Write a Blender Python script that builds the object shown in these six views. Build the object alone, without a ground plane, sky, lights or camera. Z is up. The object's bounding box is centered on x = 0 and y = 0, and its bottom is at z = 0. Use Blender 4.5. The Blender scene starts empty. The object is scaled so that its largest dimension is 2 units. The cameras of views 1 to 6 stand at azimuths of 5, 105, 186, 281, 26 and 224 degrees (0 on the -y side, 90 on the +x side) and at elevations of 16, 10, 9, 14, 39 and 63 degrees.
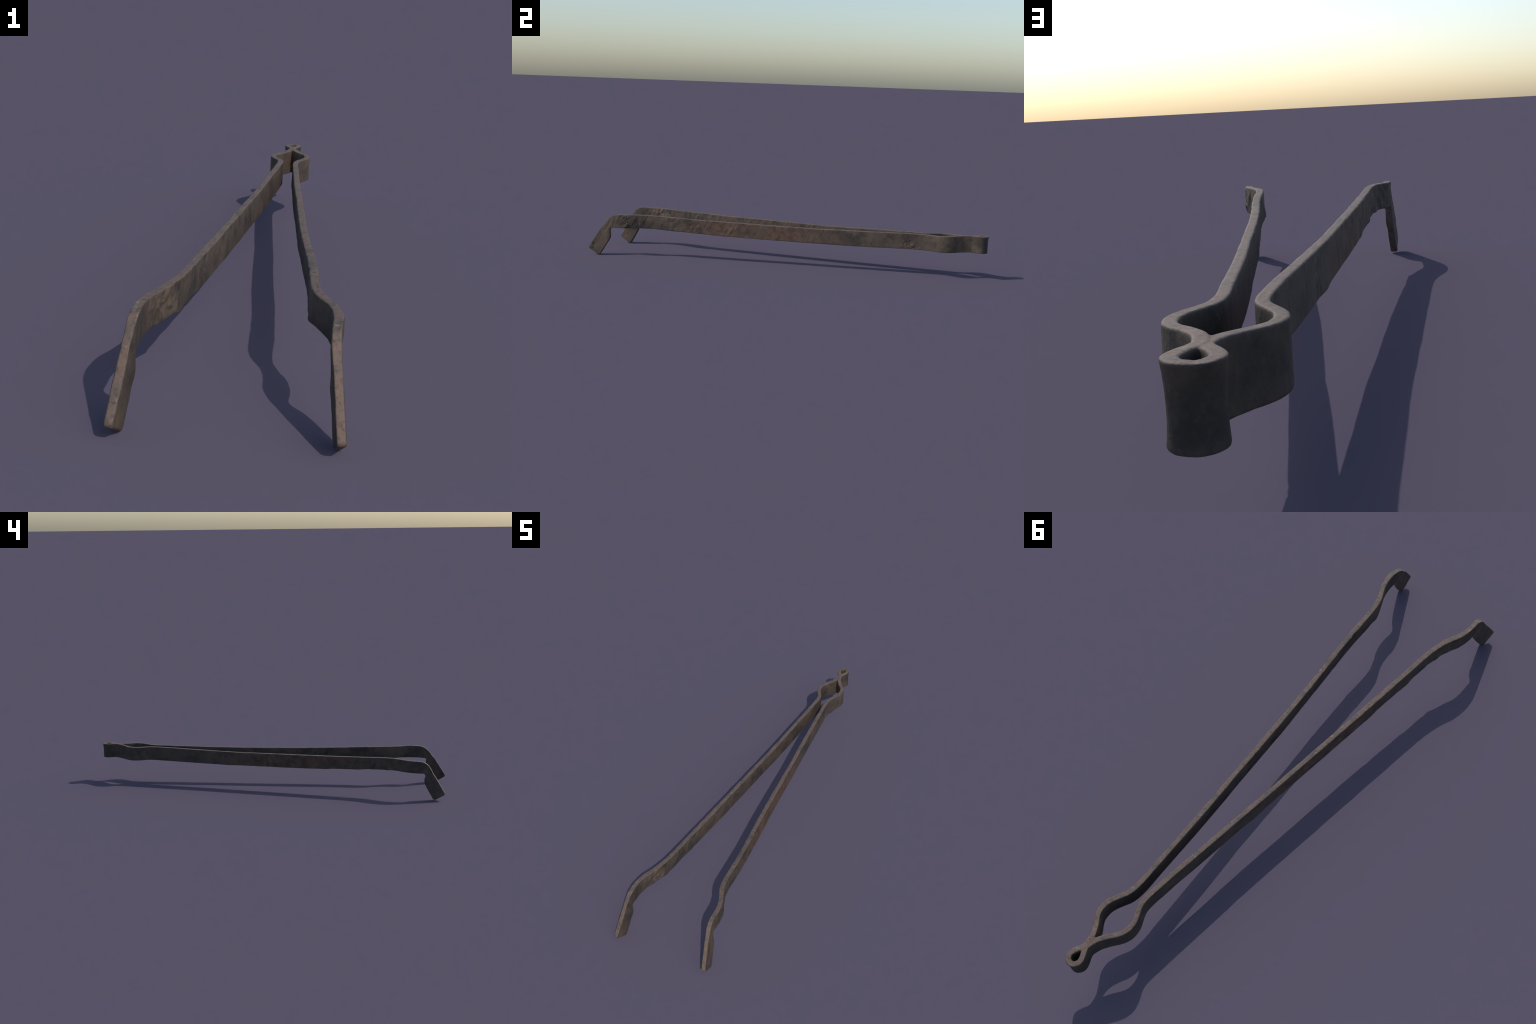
"""Hand-forged iron fire tongs: one flat bar bent into a spring bow with a pinched
eye at the back, two long diverging arms on edge, and two jaws turned down at the front."""
import bpy
import numpy as np

VOXEL = 0.0016
THICK = 0.0184          # bar thickness

# ------------------------------------------------------------------ noise helpers
def _hash(ix, iy, iz, seed):
    h = (ix * 374761393 + iy * 668265263 + iz * 2147483647 + seed * 974634541) & 0xFFFFFFFF
    h = ((h ^ (h >> 13)) * 1274126177) & 0xFFFFFFFF
    h = ((h ^ (h >> 16)) * 2246822519) & 0xFFFFFFFF
    return ((h ^ (h >> 15)) & 0xFFFFFF) / float(0xFFFFFF)

def value_noise(p, scale, seed):
    """smooth lattice noise, about -1..1"""
    q = p * scale
    i = np.floor(q).astype(np.int64)
    f = q - i
    f = f * f * f * (f * (f * 6 - 15) + 10)
    out = 0.0
    for dx in (0, 1):
        wx = f[:, 0] if dx else 1 - f[:, 0]
        for dy in (0, 1):
            wy = f[:, 1] if dy else 1 - f[:, 1]
            for dz in (0, 1):
                wz = f[:, 2] if dz else 1 - f[:, 2]
                out = out + wx * wy * wz * _hash(i[:, 0] + dx, i[:, 1] + dy, i[:, 2] + dz, seed)
    return out * 2 - 1

def fractal(p, scale, seed, octaves=3):
    a, s, t = 1.0, 0.0, 0.0
    for o in range(octaves):
        s = s + a * value_noise(p, scale * 2 ** o, seed + 17 * o)
        t += a
        a *= 0.5
    return s / t

# ------------------------------------------------------------------ curves
def spline(pts, n):
    """centripetal-like Catmull-Rom through control points, n samples per span"""
    p = np.array(pts, float)
    p = np.vstack([2 * p[0] - p[1], p, 2 * p[-1] - p[-2]])
    out = []
    for k in range(1, len(p) - 2):
        p0, p1, p2, p3 = p[k - 1:k + 3]
        d0, d1, d2 = (max(np.linalg.norm(b - a), 1e-9) ** 0.5 for a, b in ((p0, p1), (p1, p2), (p2, p3)))
        m1 = (p1 - p0) / d0 - (p2 - p0) / (d0 + d1) + (p2 - p1) / d1
        m2 = (p2 - p1) / d1 - (p3 - p1) / (d1 + d2) + (p3 - p2) / d2
        m1, m2 = m1 * d1, m2 * d1
        t = np.linspace(0, 1, n, endpoint=False)[:, None]
        out.append((2 * t ** 3 - 3 * t ** 2 + 1) * p1 + (t ** 3 - 2 * t ** 2 + t) * m1
                   + (-2 * t ** 3 + 3 * t ** 2) * p2 + (t ** 3 - t ** 2) * m2)
    out.append(p[-2][None])
    return np.vstack(out)

def resample(poly, step):
    d = np.r_[0, np.cumsum(np.linalg.norm(np.diff(poly, axis=0), axis=1))]
    n = int(d[-1] / step) + 1
    s = np.linspace(0, d[-1], n)
    return np.stack([np.interp(s, d, poly[:, k]) for k in range(poly.shape[1])], 1), s

# plan of one side of the bow and arm, x outwards, from the back of the eye forwards
EYE = [(0.0, 0.9905), (0.0105, 0.9865), (0.0182, 0.9765), (0.0195, 0.9660), (0.0138, 0.9485),
       (0.0066, 0.9345), (0.0026, 0.9225), (0.0056, 0.9000)]
PLAN = {
    -1: [(0.0105, 0.8850), (0.0190, 0.8690), (0.0310, 0.8500), (0.0430, 0.8330),
         (0.0530, 0.8130), (0.0573, 0.7920), (0.0560, 0.7730), (0.0510, 0.7560), (0.0440, 0.7410),
         (0.0352, 0.7238), (0.0293, 0.7056), (0.0274, 0.6877), (0.0278, 0.6600), (0.0302, 0.6300),
         (0.0342, 0.5690), (0.0433, 0.4696), (0.0515, 0.3685), (0.0599, 0.2656), (0.0715, 0.1373),
         (0.0851, -0.0203), (0.0979, -0.1680), (0.1075, -0.2815), (0.1201, -0.4400), (0.1301, -0.5550),
         (0.1380, -0.6479), (0.1440, -0.6859), (0.1525, -0.7207), (0.1640, -0.7520), (0.1755, -0.7814),
         (0.1838, -0.8140), (0.1862, -0.8434), (0.1852, -0.8700), (0.1862, -0.8950), (0.1930, -0.9600),
         (0.1985, -1.0100)],
    1: [(0.0105, 0.8830), (0.0190, 0.8670), (0.0310, 0.8490), (0.0420, 0.8350),
        (0.0515, 0.8180), (0.0556, 0.7980), (0.0555, 0.7810), (0.0510, 0.7620), (0.0455, 0.7470),
        (0.0380, 0.7300), (0.0310, 0.7140), (0.0268, 0.6980), (0.0250, 0.6807), (0.0245, 0.6560),
        (0.0258, 0.6323), (0.0286, 0.6000), (0.0363, 0.4947), (0.0451, 0.3765), (0.0547, 0.2638),
        (0.0652, 0.1488), (0.0866, -0.1190), (0.0981, -0.2376), (0.1154, -0.3959), (0.1235, -0.4706),
        (0.1300, -0.5449), (0.1335, -0.6063), (0.1358, -0.6433), (0.1401, -0.6809), (0.1472, -0.7120),
        (0.1599, -0.7429), (0.1738, -0.7733), (0.1828, -0.8047), (0.1870, -0.8359), (0.1858, -0.8634),
        (0.1852, -0.8900), (0.1925, -0.9600), (0.1990, -1.0100)],
}

# edge heights along the bar: (y, top, bottom)
EDGES = {
    -1: [(1.0, 0.2112, 0.1296), (0.925, 0.2108, 0.1296), (0.885, 0.2082, 0.1272), (0.83, 0.2045, 0.1262),
         (0.79, 0.2040, 0.1264), (0.72, 0.2040, 0.1268), (0.61, 0.2036, 0.1254), (0.495, 0.2022, 0.1236),
         (0.376, 0.2002, 0.1218), (0.264, 0.1982, 0.1211), (0.149, 0.1975, 0.1220), (-0.02, 0.1995, 0.1234),
         (-0.12, 0.2003, 0.1245), (-0.228, 0.2016, 0.1262), (-0.396, 0.2040, 0.1330), (-0.545, 0.2074, 0.1395),
         (-0.643, 0.2102, 0.1430), (-0.714, 0.2120, 0.1450), (-0.760, 0.2106, 0.1438), (-0.80, 0.2088, 0.1425),
         (-0.84, 0.2075, 0.1410)],
    1: [(1.0, 0.2120, 0.1300), (0.925, 0.2114, 0.1300), (0.885, 0.2103, 0.1287), (0.83, 0.2070, 0.1275),
        (0.79, 0.2053, 0.1268), (0.72, 0.2040, 0.1268), (0.61, 0.2030, 0.1267), (0.495, 0.2010, 0.1246),
        (0.376, 0.1990, 0.1230), (0.264, 0.1980, 0.1232), (0.149, 0.1972, 0.1236), (-0.02, 0.1985, 0.1247),
        (-0.12, 0.1995, 0.1257), (-0.228, 0.2010, 0.1274), (-0.396, 0.2042, 0.1332), (-0.545, 0.2085, 0.1390),
        (-0.643, 0.2114, 0.1432), (-0.714, 0.2132, 0.1452), (-0.760, 0.2135, 0.1445), (-0.80, 0.2130, 0.1432),
        (-0.84, 0.2120, 0.1422)],
}
# the turned-down jaw, as pairs (front edge y, z, back edge y, z); the two bends differ a little
BEND = {
    -1: [(-0.860, 0.2075, -0.866, 0.1405), (-0.881, 0.2036, -0.8815, 0.1395), (-0.8965, 0.1960, -0.8885, 0.1365),
         (-0.9105, 0.1830, -0.8910, 0.1310), (-0.9240, 0.1640, -0.8910, 0.1230)],
    1: [(-0.862, 0.2090, -0.866, 0.1408), (-0.880, 0.2026, -0.8800, 0.1396), (-0.8965, 0.1897, -0.8872, 0.1365),
        (-0.9095, 0.1748, -0.8895, 0.1305), (-0.9220, 0.1580, -0.8890, 0.1230)],
}
BLADE = [(-0.9345, 0.1446, -0.8876, 0.1134),
       (-0.9456, 0.1275, -0.8872, 0.1003), (-0.9566, 0.1100, -0.8907, 0.0846), (-0.9697, 0.0890, -0.9047, 0.0587),
       (-0.9826, 0.0685, -0.9178, 0.0367), (-0.9934, 0.0506, -0.9312, 0.0146), (-1.0040, 0.0332, -0.9423, -0.0037)]

def section_ring(width, thick, r):
    """rounded-rectangle outline: list of (across 0..width, offset -thick/2..thick/2)"""
    hw, ht = width / 2, thick / 2
    r = min(r, hw * 0.95, ht * 0.95)
    pts = []
    for cx, cy, a0 in ((hw - r, ht - r, 0), (-hw + r, ht - r, 90), (-hw + r, -ht + r, 180), (hw - r, -ht + r, 270)):
        for a in np.radians(a0 + np.linspace(0, 90, 6)):
            pts.append((cx + r * np.cos(a), cy + r * np.sin(a)))
    full = []
    for k, p in enumerate(pts):
        q = pts[(k + 1) % len(pts)]
        full.append(p)
        if k % 6 == 5:
            n = 20 if k in (5, 17) else 3
            for t in np.linspace(0, 1, n + 1)[1:-1]:
                full.append((p[0] + (q[0] - p[0]) * t, p[1] + (q[1] - p[1]) * t))
    a = np.array(full)
    a[:, 0] += hw
    return a

def half_bar(side):
    """rings of one half of the bar, from the back of the eye to the end of the jaw"""
    plan, s = resample(spline(EYE + PLAN[side], 12), 0.0015)
    tan = np.gradient(plan, axis=0)
    tan /= np.linalg.norm(tan, axis=1)[:, None]
    nor = np.stack([-tan[:, 1], tan[:, 0]], 1)      # points outwards
    e = np.array(EDGES[side])[::-1]
    es = spline(e, 10)
    order = np.argsort(es[:, 0])
    es = es[order]
    es[:, 1] += 0.0006
    front = np.argmax(plan[:, 1] < 0.70)
    fy, fs = plan[front:, 1][::-1], s[front:][::-1]
    s_of_y = lambda y: np.interp(y, fy, fs)
    at = lambda c, q: np.interp(q, s, c)
    secs = []                                        # (s_top, z_top, s_bot, z_bot, inset)
    s_end = s_of_y(-0.84)
    for q in np.arange(0, s_end, 0.003):
        y = at(plan[:, 1], q)
        secs.append((q, np.interp(y, es[:, 0], es[:, 1]), q, np.interp(y, es[:, 0], es[:, 2]), 0.0, 0.0))
    y0 = -0.84
    start = (y0, np.interp(y0, es[:, 0], es[:, 1]), y0, np.interp(y0, es[:, 0], es[:, 2]))
    jaw = [start] + BEND[side] + BLADE
    jaw = spline(jaw, 10)
    L = np.r_[0, np.cumsum(np.linalg.norm(np.diff((jaw[:, :2] + jaw[:, 2:]) / 2, axis=0), axis=1))]
    R, r2 = 0.0125, 0.0045
    stops = np.r_[np.arange(0, L[-1] - R, 0.002), L[-1] - R * (1 - np.sin(np.linspace(0, np.pi / 2, 12)))]
    for l in stops:
        d = L[-1] - l
        row = [np.interp(l, L, jaw[:, k]) for k in range(4)]
        ins = R - np.sqrt(max(R * R - max(R - d, 0) ** 2, 0))
        ins2 = r2 - np.sqrt(max(r2 * r2 - max(r2 - d, 0) ** 2, 0))
        secs.append((s_of_y(row[0]), row[1], s_of_y(row[2]), row[3], ins, ins2))
    rings = []
    for st, zt, sb, zb, ins, ins2 in secs:
        w = np.hypot(st - sb, zt - zb)
        ymid = at(plan[:, 1], (st + sb) / 2)
        th = np.interp(ymid, [-1.0, -0.97, -0.9, -0.8, -0.6, -0.3, -0.1, 0.1, 0.4, 0.7, 1.0],
                       [0.0174, 0.0178, 0.0192, 0.0196, 0.0190, 0.0190, 0.0184, 0.0180, 0.0182, 0.0186, THICK])
        ring = section_ring(w - 2 * ins, th - 2 * ins2, 0.0030)
        f = (ring[:, 0] + ins) / w
        q = sb + (st - sb) * f
        z = zb + (zt - zb) * f
        x, y = at(plan[:, 0], q), at(plan[:, 1], q)
        nx, ny = at(nor[:, 0], q), at(nor[:, 1], q)
        nl = np.hypot(nx, ny)
        off = ring[:, 1].copy()
        # the eye was upset by hammering: its rims flare outwards
        v = f * 2 - 1
        eye = np.clip((y - 0.925) / 0.04, 0, 1)
        off += eye * (0.0038 * (np.clip(v, 0, 1) ** 2 - 0.5) + 0.0018 * np.clip(-v, 0, 1) ** 2)
        x, y = x + nx / nl * off, y + ny / nl * off
        # jaws lean outwards towards their lower ends
        lean = (0.056 if side > 0 else 0.050) * np.clip(0.18 - z, 0, 1) * np.clip((-0.872 - y) / 0.03, 0, 1)
        x = x + lean
        if side > 0:                            # the right arm is slightly twisted along its middle
            x = x + 0.0030 * np.exp(-((y + 0.28) / 0.17) ** 2) * (0.85 - f)
        x = np.maximum(x, -0.02)
        x = x + 0.0012 * np.exp(-((y - 0.79) / 0.05) ** 4)
        y_eye = np.clip((y - 0.93) / 0.03, 0, 1)
        x = x - side * 0.0010 * y_eye          # the eye sits a touch off centre
        rings.append(np.stack([x * side, y, z], 1))
    return rings

def loft():
    left, right = half_bar(-1), half_bar(1)
    m = len(left[0])
    # one continuous bar: left jaw -> eye -> right jaw
    rings = left[::-1][:-1] + right
    n = len(rings)
    verts = np.vstack(rings)
    faces = []
    for i in range(n - 1):
        for j in range(m):
            k = (j + 1) % m
            faces.append((i * m + j, i * m + k, (i + 1) * m + k, (i + 1) * m + j))
    # caps
    for i, rev in ((0, True), (n - 1, False)):
        c = len(verts)
        verts = np.vstack([verts, rings[i].mean(0)[None]])
        for j in range(m):
            k = (j + 1) % m
            a, b = i * m + j, i * m + k
            faces.append((b, a, c) if rev else (a, b, c))
    me = bpy.data.meshes.new("bar_loft")
    me.from_pydata(verts.tolist(), [], faces)
    me.update()
    return me

def fused_surface():
    me = loft()
    ob = bpy.data.objects.new("bar_loft", me)
    bpy.context.scene.collection.objects.link(ob)
    mod = ob.modifiers.new("fuse", 'REMESH')
    mod.mode = 'VOXEL'
    mod.voxel_size = VOXEL
    mod.use_smooth_shade = True
    dg = bpy.context.evaluated_depsgraph_get()
    out = bpy.data.meshes.new_from_object(ob.evaluated_get(dg))
    bpy.data.objects.remove(ob)
    bpy.data.meshes.remove(me)
    return out

# hammered and corroded spots: side, face (+1 outer, -1 inner), y, z, half length, half height, depth, grain
SPOTS = [
    (1, 1, -0.800, 0.178, 0.015, 0.048, 0.0056, 80),
    (1, 1, -0.745, 0.180, 0.026, 0.040, 0.0030, 36),
    (1, 1, -0.975, 0.050, 0.016, 0.022, 0.0040, 90),
    (1, 1, -0.555, 0.172, 0.026, 0.040, 0.0034, 48),
    (1, 1, -0.455, 0.160, 0.030, 0.030, 0.0030, 45),
    (1, 1, -0.250, 0.165, 0.024, 0.026, 0.0018, 60),
    (1, 1, 0.632, 0.145, 0.052, 0.024, 0.0046, 100),
    (-1, -1, -0.745, 0.185, 0.036, 0.042, 0.0070, 58),
    (-1, -1, -0.700, 0.172, 0.026, 0.034, 0.0044, 50),
    (-1, -1, -0.795, 0.165, 0.022, 0.026, 0.0040, 65),
    (-1, -1, -0.490, 0.165, 0.022, 0.048, 0.0036, 45),
    (-1, -1, -0.370, 0.160, 0.024, 0.030, 0.0024, 45),
    (-1, 1, -0.660, 0.150, 0.034, 0.022, 0.0036, 60),
    (-1, 1, -0.740, 0.165, 0.045, 0.045, 0.0030, 70),
    (-1, 1, -0.905, 0.165, 0.014, 0.018, 0.0044, 55),
    (-1, 1, 0.300, 0.150, 0.050, 0.040, 0.0026, 40),
    (-1, 1, -0.350, 0.160, 0.050, 0.040, 0.0020, 40),
]
# places where the hammer spread the lower rim (amount > 0 inwards, < 0 outwards): side, y, half length, amount
SPREAD = [(1, -0.685, 0.025, 0.0060), (1, -0.620, 0.028, 0.0020), (-1, -0.690, 0.016, 0.0034),
          (-1, -0.500, 0.010, 0.0018),
          (-1, 0.220, 0.040, -0.0024), (-1, -0.530, 0.018, -0.0026), (-1, -0.690, 0.014, -0.0022), (-1, -0.772, 0.016, -0.0020)]
# burrs raised on the upper inner rim: side, y, half length, amount
BURR = [(-1, -0.733, 0.010, 0.0040), (-1, -0.765, 0.006, 0.0020), (-1, -0.600, 0.008, 0.0014), (1, -0.520, 0.010, 0.0016)]

def worked_surface(me):
    n = len(me.vertices)
    co = np.empty(n * 3); me.vertices.foreach_get("co", co); co = co.reshape(-1, 3)
    ed = np.empty(len(me.edges) * 2, np.int64); me.edges.foreach_get("vertices", ed); ed = ed.reshape(-1, 2)
    deg = np.bincount(ed.ravel(), minlength=n).astype(float)[:, None]
    def relax(c, f):
        acc = np.stack([np.bincount(ed[:, 0], c[ed[:, 1], k], n) + np.bincount(ed[:, 1], c[ed[:, 0], k], n)
                        for k in range(3)], 1)
        return c + f * (acc / np.maximum(deg, 1) - c)
    for _ in range(3):
        co = relax(co, 0.5)
        co = relax(co, -0.52)
    me.vertices.foreach_set("co", co.ravel()); me.update()
    no = np.empty(n * 3); me.vertices.foreach_get("normal", no); no = no.reshape(-1, 3)
    side = np.sign(co[:, 0])
    stretch = co * np.array([1.0, 0.55, 1.0])
    # broad hammer waviness, stronger towards the jaws, and fine scale
    fore = np.clip((0.45 - co[:, 1]) / 0.7, 0, 1)
    d = (0.0006 + 0.0006 * fore) * fractal(stretch, 22, 3, 2) + 0.00025 * fractal(co, 90, 11, 3)
    d += fore * 0.0003 * fractal(co, 45, 83, 2)
    zlow = np.interp(-co[:, 1], [-0.9, -0.6, -0.2, 0.2, 0.7, 0.85, 0.9, 1.0], [0.128, 0.126, 0.122, 0.125, 0.145, 0.141, 0.05, 0.02])
    # slanting hammer facets on the flats
    slant = co @ np.array([[1.0, 0, 0], [0, 0.9, 0.45], [0, -0.45, 0.9]])
    fac = value_noise(slant * np.array([1, 1.5, 0.5]), 30, 91)
    d += (0.25 + 0.75 * fore) * (1 - np.abs(no[:, 2])) * np.clip((co[:, 2] - zlow) / 0.012, 0.15, 1) * 0.0012 * np.clip(np.abs(fac) * 2 - 0.5, -0.5, 0.6)
    # narrow edges are lumpier than the flat faces
    edge = np.clip((np.abs(no[:, 2]) - 0.35) / 0.4, 0, 1) * (0.35 + 0.65 * fore)
    d += edge * 0.0005 * fractal(co, 75, 29, 2)
    bend = np.exp(-((co[:, 1] + 0.68) / 0.16) ** 2)
    d += bend * 0.0010 * fractal(co, 38, 97, 2)
    for sd, fc, y, z, ry, rz, depth, grain in SPOTS:
        m = (side == sd) & (np.sign(no[:, 0]) * sd == fc)
        wob = 0.5 * value_noise(co, 70, 41)
        rr = ((co[:, 1] - y) / (1.2 * ry)) ** 2 + ((co[:, 2] - z) / (1.1 * rz)) ** 2
        mask = np.clip(1.0 - rr + wob, 0, 1)
        mask = mask * mask * (3 - 2 * mask) * m * np.clip(np.abs(no[:, 0]) * 2.5 - 0.6, 0, 1)
        rough = 1.3 * value_noise(co, grain * 0.62, 53) + 0.8 * value_noise(co, grain * 1.3, 67) + 0.35 * value_noise(co, grain * 2.7, 71)
        flake = np.clip(value_noise(co, grain * 0.9, 77) * 3, -1, 1) * 0.3
        d += mask * depth * 0.5 * (rough + flake)
    for sd, y, ry, amount in SPREAD:
        low = np.clip((0.172 - co[:, 2]) / 0.035, 0, 1) ** 1.5
        g = np.exp(-((co[:, 1] - y) / ry) ** 2) * (side == sd) * low * (co[:, 2] > 0.11)
        inner = np.clip(-np.sign(amount) * no[:, 0] * sd + 0.5, 0, 1)
        co[:, 0] -= sd * g * amount * inner
        co[:, 2] -= 0.4 * g * abs(amount)
    for sd, y, ry, amount in BURR:
        high = np.clip((co[:, 2] - 0.188) / 0.015, 0, 1)
        g = np.exp(-((co[:, 1] - y) / ry) ** 2) * (side == sd) * high
        inner = np.clip(-no[:, 0] * sd + 0.4, 0, 1)
        co[:, 0] -= sd * g * amount * inner
    co = co + no * d[:, None]
    co[:, 2] -= co[:, 2].min()
    me.vertices.foreach_set("co", co.ravel())
    me.update()
    return co

# ------------------------------------------------------------------ material
def iron_material():
    mat = bpy.data.materials.new("forged_iron")
    mat.use_nodes = True
    nt = mat.node_tree
    N, L = nt.nodes, nt.links
    N.clear()
    out = N.new("ShaderNodeOutputMaterial")
    bs = N.new("ShaderNodeBsdfPrincipled")
    L.new(bs.outputs[0], out.inputs[0])
    tc = N.new("ShaderNodeTexCoord")
    obj = tc.outputs["Object"]

    def noise(scale, detail=4.0, rough=0.55, stretch=None, loc=(0, 0, 0)):
        t = N.new("ShaderNodeTexNoise")
        t.inputs["Scale"].default_value = scale
        t.inputs["Detail"].default_value = detail
        t.inputs["Roughness"].default_value = rough
        mp = N.new("ShaderNodeMapping")
        mp.inputs["Scale"].default_value = stretch or (1, 1, 1)
        mp.inputs["Location"].default_value = loc
        L.new(obj, mp.inputs[0]); L.new(mp.outputs[0], t.inputs["Vector"])
        return t.outputs["Fac"]

    def ramp(src, stops):
        r = N.new("ShaderNodeValToRGB")
        el = r.color_ramp.elements
        while len(el) < len(stops):
            el.new(0.5)
        for e, (p, c) in zip(el, stops):
            e.position = p
            e.color = (*c, 1) if len(c) == 3 else c
        L.new(src, r.inputs[0])
        return r.outputs[0]

    def math(op, a, b=None, clamp=False):
        m = N.new("ShaderNodeMath"); m.operation = op; m.use_clamp = clamp
        for k, v in enumerate((a, b)):
            if v is None: continue
            if isinstance(v, (int, float)): m.inputs[k].default_value = v
            else: L.new(v, m.inputs[k])
        return m.outputs[0]

    def mix(fac, a, b, mode='MIX'):
        m = N.new("ShaderNodeMix"); m.data_type = 'RGBA'; m.blend_type = mode
        if isinstance(fac, (int, float)): m.inputs[0].default_value = fac
        else: L.new(fac, m.inputs[0])
        for k, v in ((6, a), (7, b)):
            if isinstance(v, tuple): m.inputs[k].default_value = (*v, 1)
            else: L.new(v, m.inputs[k])
        return m.outputs[2]

    g = lambda v: (v, v, v)
    sep = N.new("ShaderNodeSeparateXYZ"); L.new(obj, sep.inputs[0])
    # mottled oxide skin of the flats: olive grey, brown and violet brown
    base = ramp(noise(8, 5, 0.6), [(0.32, (0.046, 0.038, 0.030)), (0.48, (0.067, 0.051, 0.039)),
                                   (0.62, (0.076, 0.056, 0.043)), (0.75, (0.092, 0.069, 0.052))])
    base = mix(ramp(noise(26, 4, 0.6, loc=(3, 1, 2)), [(0.46, g(0)), (0.64, g(0.6))]), base, (0.076, 0.050, 0.041))
    base = mix(ramp(noise(15, 4, 0.6, loc=(7, 5, 1)), [(0.46, g(0)), (0.60, g(0.9))]), base, (0.033, 0.028, 0.023))
    base = mix(ramp(noise(12, 4, 0.6, loc=(2, 8, 6)), [(0.54, g(0)), (0.68, g(0.75))]), base, (0.098, 0.075, 0.055))
    # rust on the outward half of the arms, around mid length
    ax = math('ABSOLUTE', sep.outputs[0])
    mid = math('SUBTRACT', 0.0765, math('MULTIPLY', sep.outputs[1], 0.084))
    outer = math('MULTIPLY', math('SUBTRACT', ax, mid), 140.0)
    outer = math('ADD', outer, 0.25, clamp=True)
    along = math('SUBTRACT', 1.5, math('MULTIPLY', math('ABSOLUTE', math('ADD', sep.outputs[1], 0.13)), 3.4), clamp=True)
    patches = ramp(noise(10, 5, 0.65, stretch=(1, 0.7, 1), loc=(2, 9, 4)), [(0.33, g(0)), (0.53, g(1))])
    rust = math('MULTIPLY', math('MULTIPLY', outer, along), patches)
    rustcol = ramp(noise(34, 4, 0.6, loc=(1, 6, 8)), [(0.36, (0.050, 0.028, 0.020)), (0.50, (0.092, 0.049, 0.034)),
                                                     (0.70, (0.138, 0.076, 0.052))])
    col = mix(math('MULTIPLY', rust, 0.9), base, rustcol)
    # a little thin rust elsewhere, and broad brown stains
    col = mix(ramp(noise(6, 4, 0.6, loc=(11, 4, 2)), [(0.50, g(0)), (0.66, g(0.55))]), col, (0.098, 0.064, 0.044))
    thin = ramp(noise(22, 5, 0.6, loc=(5, 5, 5)), [(0.57, g(0)), (0.70, g(0.5))])
    col = mix(thin, col, (0.095, 0.058, 0.038))
    # narrow edges of the bar, above and below alike: a paler pinkish brown with dark pits
    geo = N.new("ShaderNodeNewGeometry")
    nsep = N.new("ShaderNodeSeparateXYZ"); L.new(geo.outputs["Normal"], nsep.inputs[0])
    nz = math('ABSOLUTE', nsep.outputs[2])
    across = math('SUBTRACT', 1.0, math('ABSOLUTE', nsep.outputs[0]))
    in_jaw = math('MULTIPLY', math('SUBTRACT', -0.865, sep.outputs[1]), 60.0, clamp=True)
    rim = math('MAXIMUM', nz, math('MULTIPLY', across, in_jaw))
    edge_noise = noise(28, 4, 0.6, loc=(8, 2, 3))
    rim = math('ADD', rim, math('MULTIPLY', math('SUBTRACT', edge_noise, 0.5), 0.6))
    rim = math('MULTIPLY', math('SUBTRACT', rim, 0.42), 3.0, clamp=True)
    pale_edge = ramp(noise(20, 5, 0.65, loc=(6, 1, 7)), [(0.34, (0.072, 0.060, 0.052)), (0.47, (0.110, 0.080, 0.065)),
                                                   (0.58, (0.122, 0.080, 0.062)), (0.72, (0.150, 0.112, 0.090))])
    pale_edge = mix(ramp(noise(95, 3, 0.6, loc=(1, 2, 9)), [(0.53, g(0)), (0.68, g(0.75))]), pale_edge, (0.046, 0.033, 0.029))
    pale_edge = mix(ramp(noise(60, 2, 0.5, loc=(9, 3, 5)), [(0.64, g(0)), (0.74, g(0.8))]), pale_edge, (0.190, 0.150, 0.122))
    col = mix(rim, col, pale_edge)
    # dark fine specks and pale scale
    col = mix(ramp(noise(120, 3, 0.6), [(0.56, g(0)), (0.72, g(0.45))]), col, (0.026, 0.021, 0.019))
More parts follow.
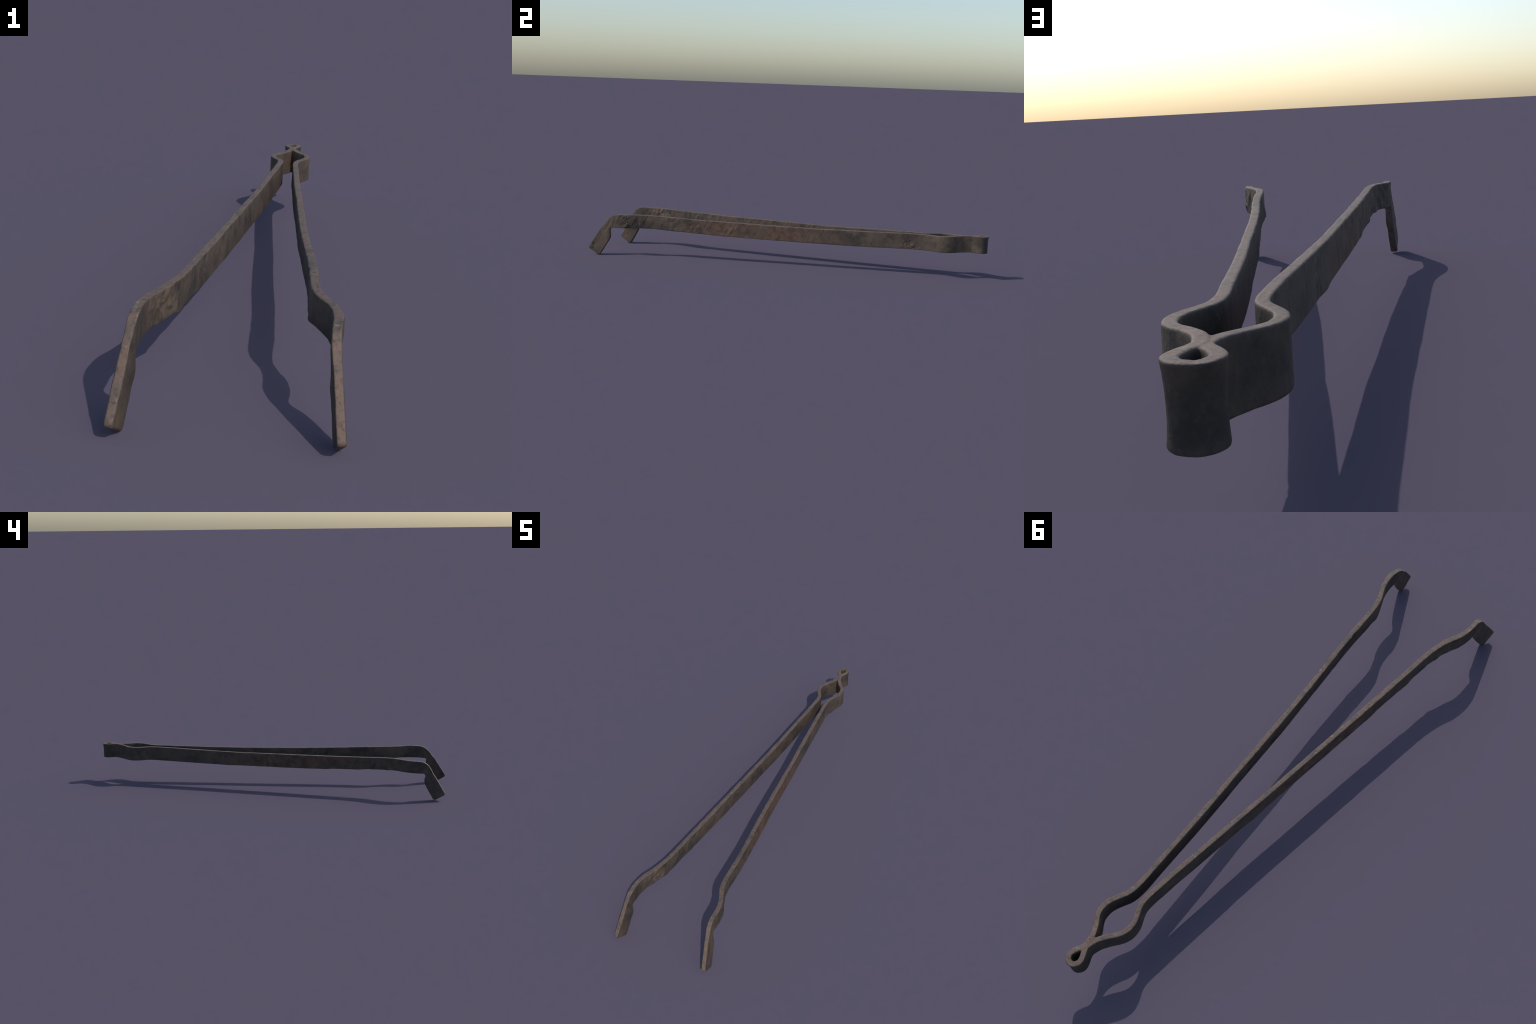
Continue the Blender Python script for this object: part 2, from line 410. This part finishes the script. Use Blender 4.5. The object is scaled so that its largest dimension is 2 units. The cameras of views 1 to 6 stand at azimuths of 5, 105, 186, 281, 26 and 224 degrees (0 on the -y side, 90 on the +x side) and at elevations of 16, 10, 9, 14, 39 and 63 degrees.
    col = mix(ramp(noise(75, 4, 0.6, loc=(4, 4, 9)), [(0.60, g(0)), (0.78, g(0.5))]), col, (0.120, 0.104, 0.088))
    L.new(col, bs.inputs["Base Color"])
    bs.inputs["Roughness"].default_value = 0.72
    bs.inputs["Specular IOR Level"].default_value = 0.35
    b1 = N.new("ShaderNodeBump")
    b1.inputs["Strength"].default_value = 0.5
    b1.inputs["Distance"].default_value = 0.002
    L.new(noise(140, 5, 0.6), b1.inputs["Height"])
    L.new(b1.outputs[0], bs.inputs["Normal"])
    return mat

# ------------------------------------------------------------------ assemble
def build():
    whole = fused_surface()
    co = worked_surface(whole)
    n = len(co)
    vn = np.empty(n * 3); whole.vertices.foreach_get("normal", vn); vn = vn.reshape(-1, 3)
    polys = np.empty(len(whole.polygons) * 4, np.int64)
    assert len(whole.loops) == len(polys)
    whole.loops.foreach_get("vertex_index", polys); polys = polys.reshape(-1, 4)
    c = co[polys].mean(1)
    bow = c[:, 1] > 0.672
    jaw = (c[:, 1] < -0.887 - 0.12 * (c[:, 2] - 0.138)) & (c[:, 1] < -0.8)
    arm = ~bow & ~jaw
    left = c[:, 0] < 0
    mat = iron_material()
    root = bpy.data.objects.new("fire_tongs", None)
    root["label"] = "old hand-forged iron fire tongs with turned-down jaws"
    root["category"] = "fire tongs"
    bpy.context.scene.collection.objects.link(root)
    for name, sel in (("spring_bow", bow), ("arm", arm & left), ("arm", arm & ~left),
                      ("jaw", jaw & left), ("jaw", jaw & ~left)):
        f = polys[sel]
        ids, inv = np.unique(f, return_inverse=True)
        f = inv.reshape(-1, 4)
        me = bpy.data.meshes.new(name)
        me.from_pydata(co[ids].tolist(), [], f.tolist())
        me.update()
        me.polygons.foreach_set("use_smooth", np.ones(len(f), bool))
        me.normals_split_custom_set_from_vertices(vn[ids].tolist())
        me.materials.append(mat)
        ob = bpy.data.objects.new(name, me)
        bpy.context.scene.collection.objects.link(ob)
        ob.parent = root
    print("extents", co.min(0), co.max(0), "faces", len(polys))
    bpy.data.meshes.remove(whole)

build()
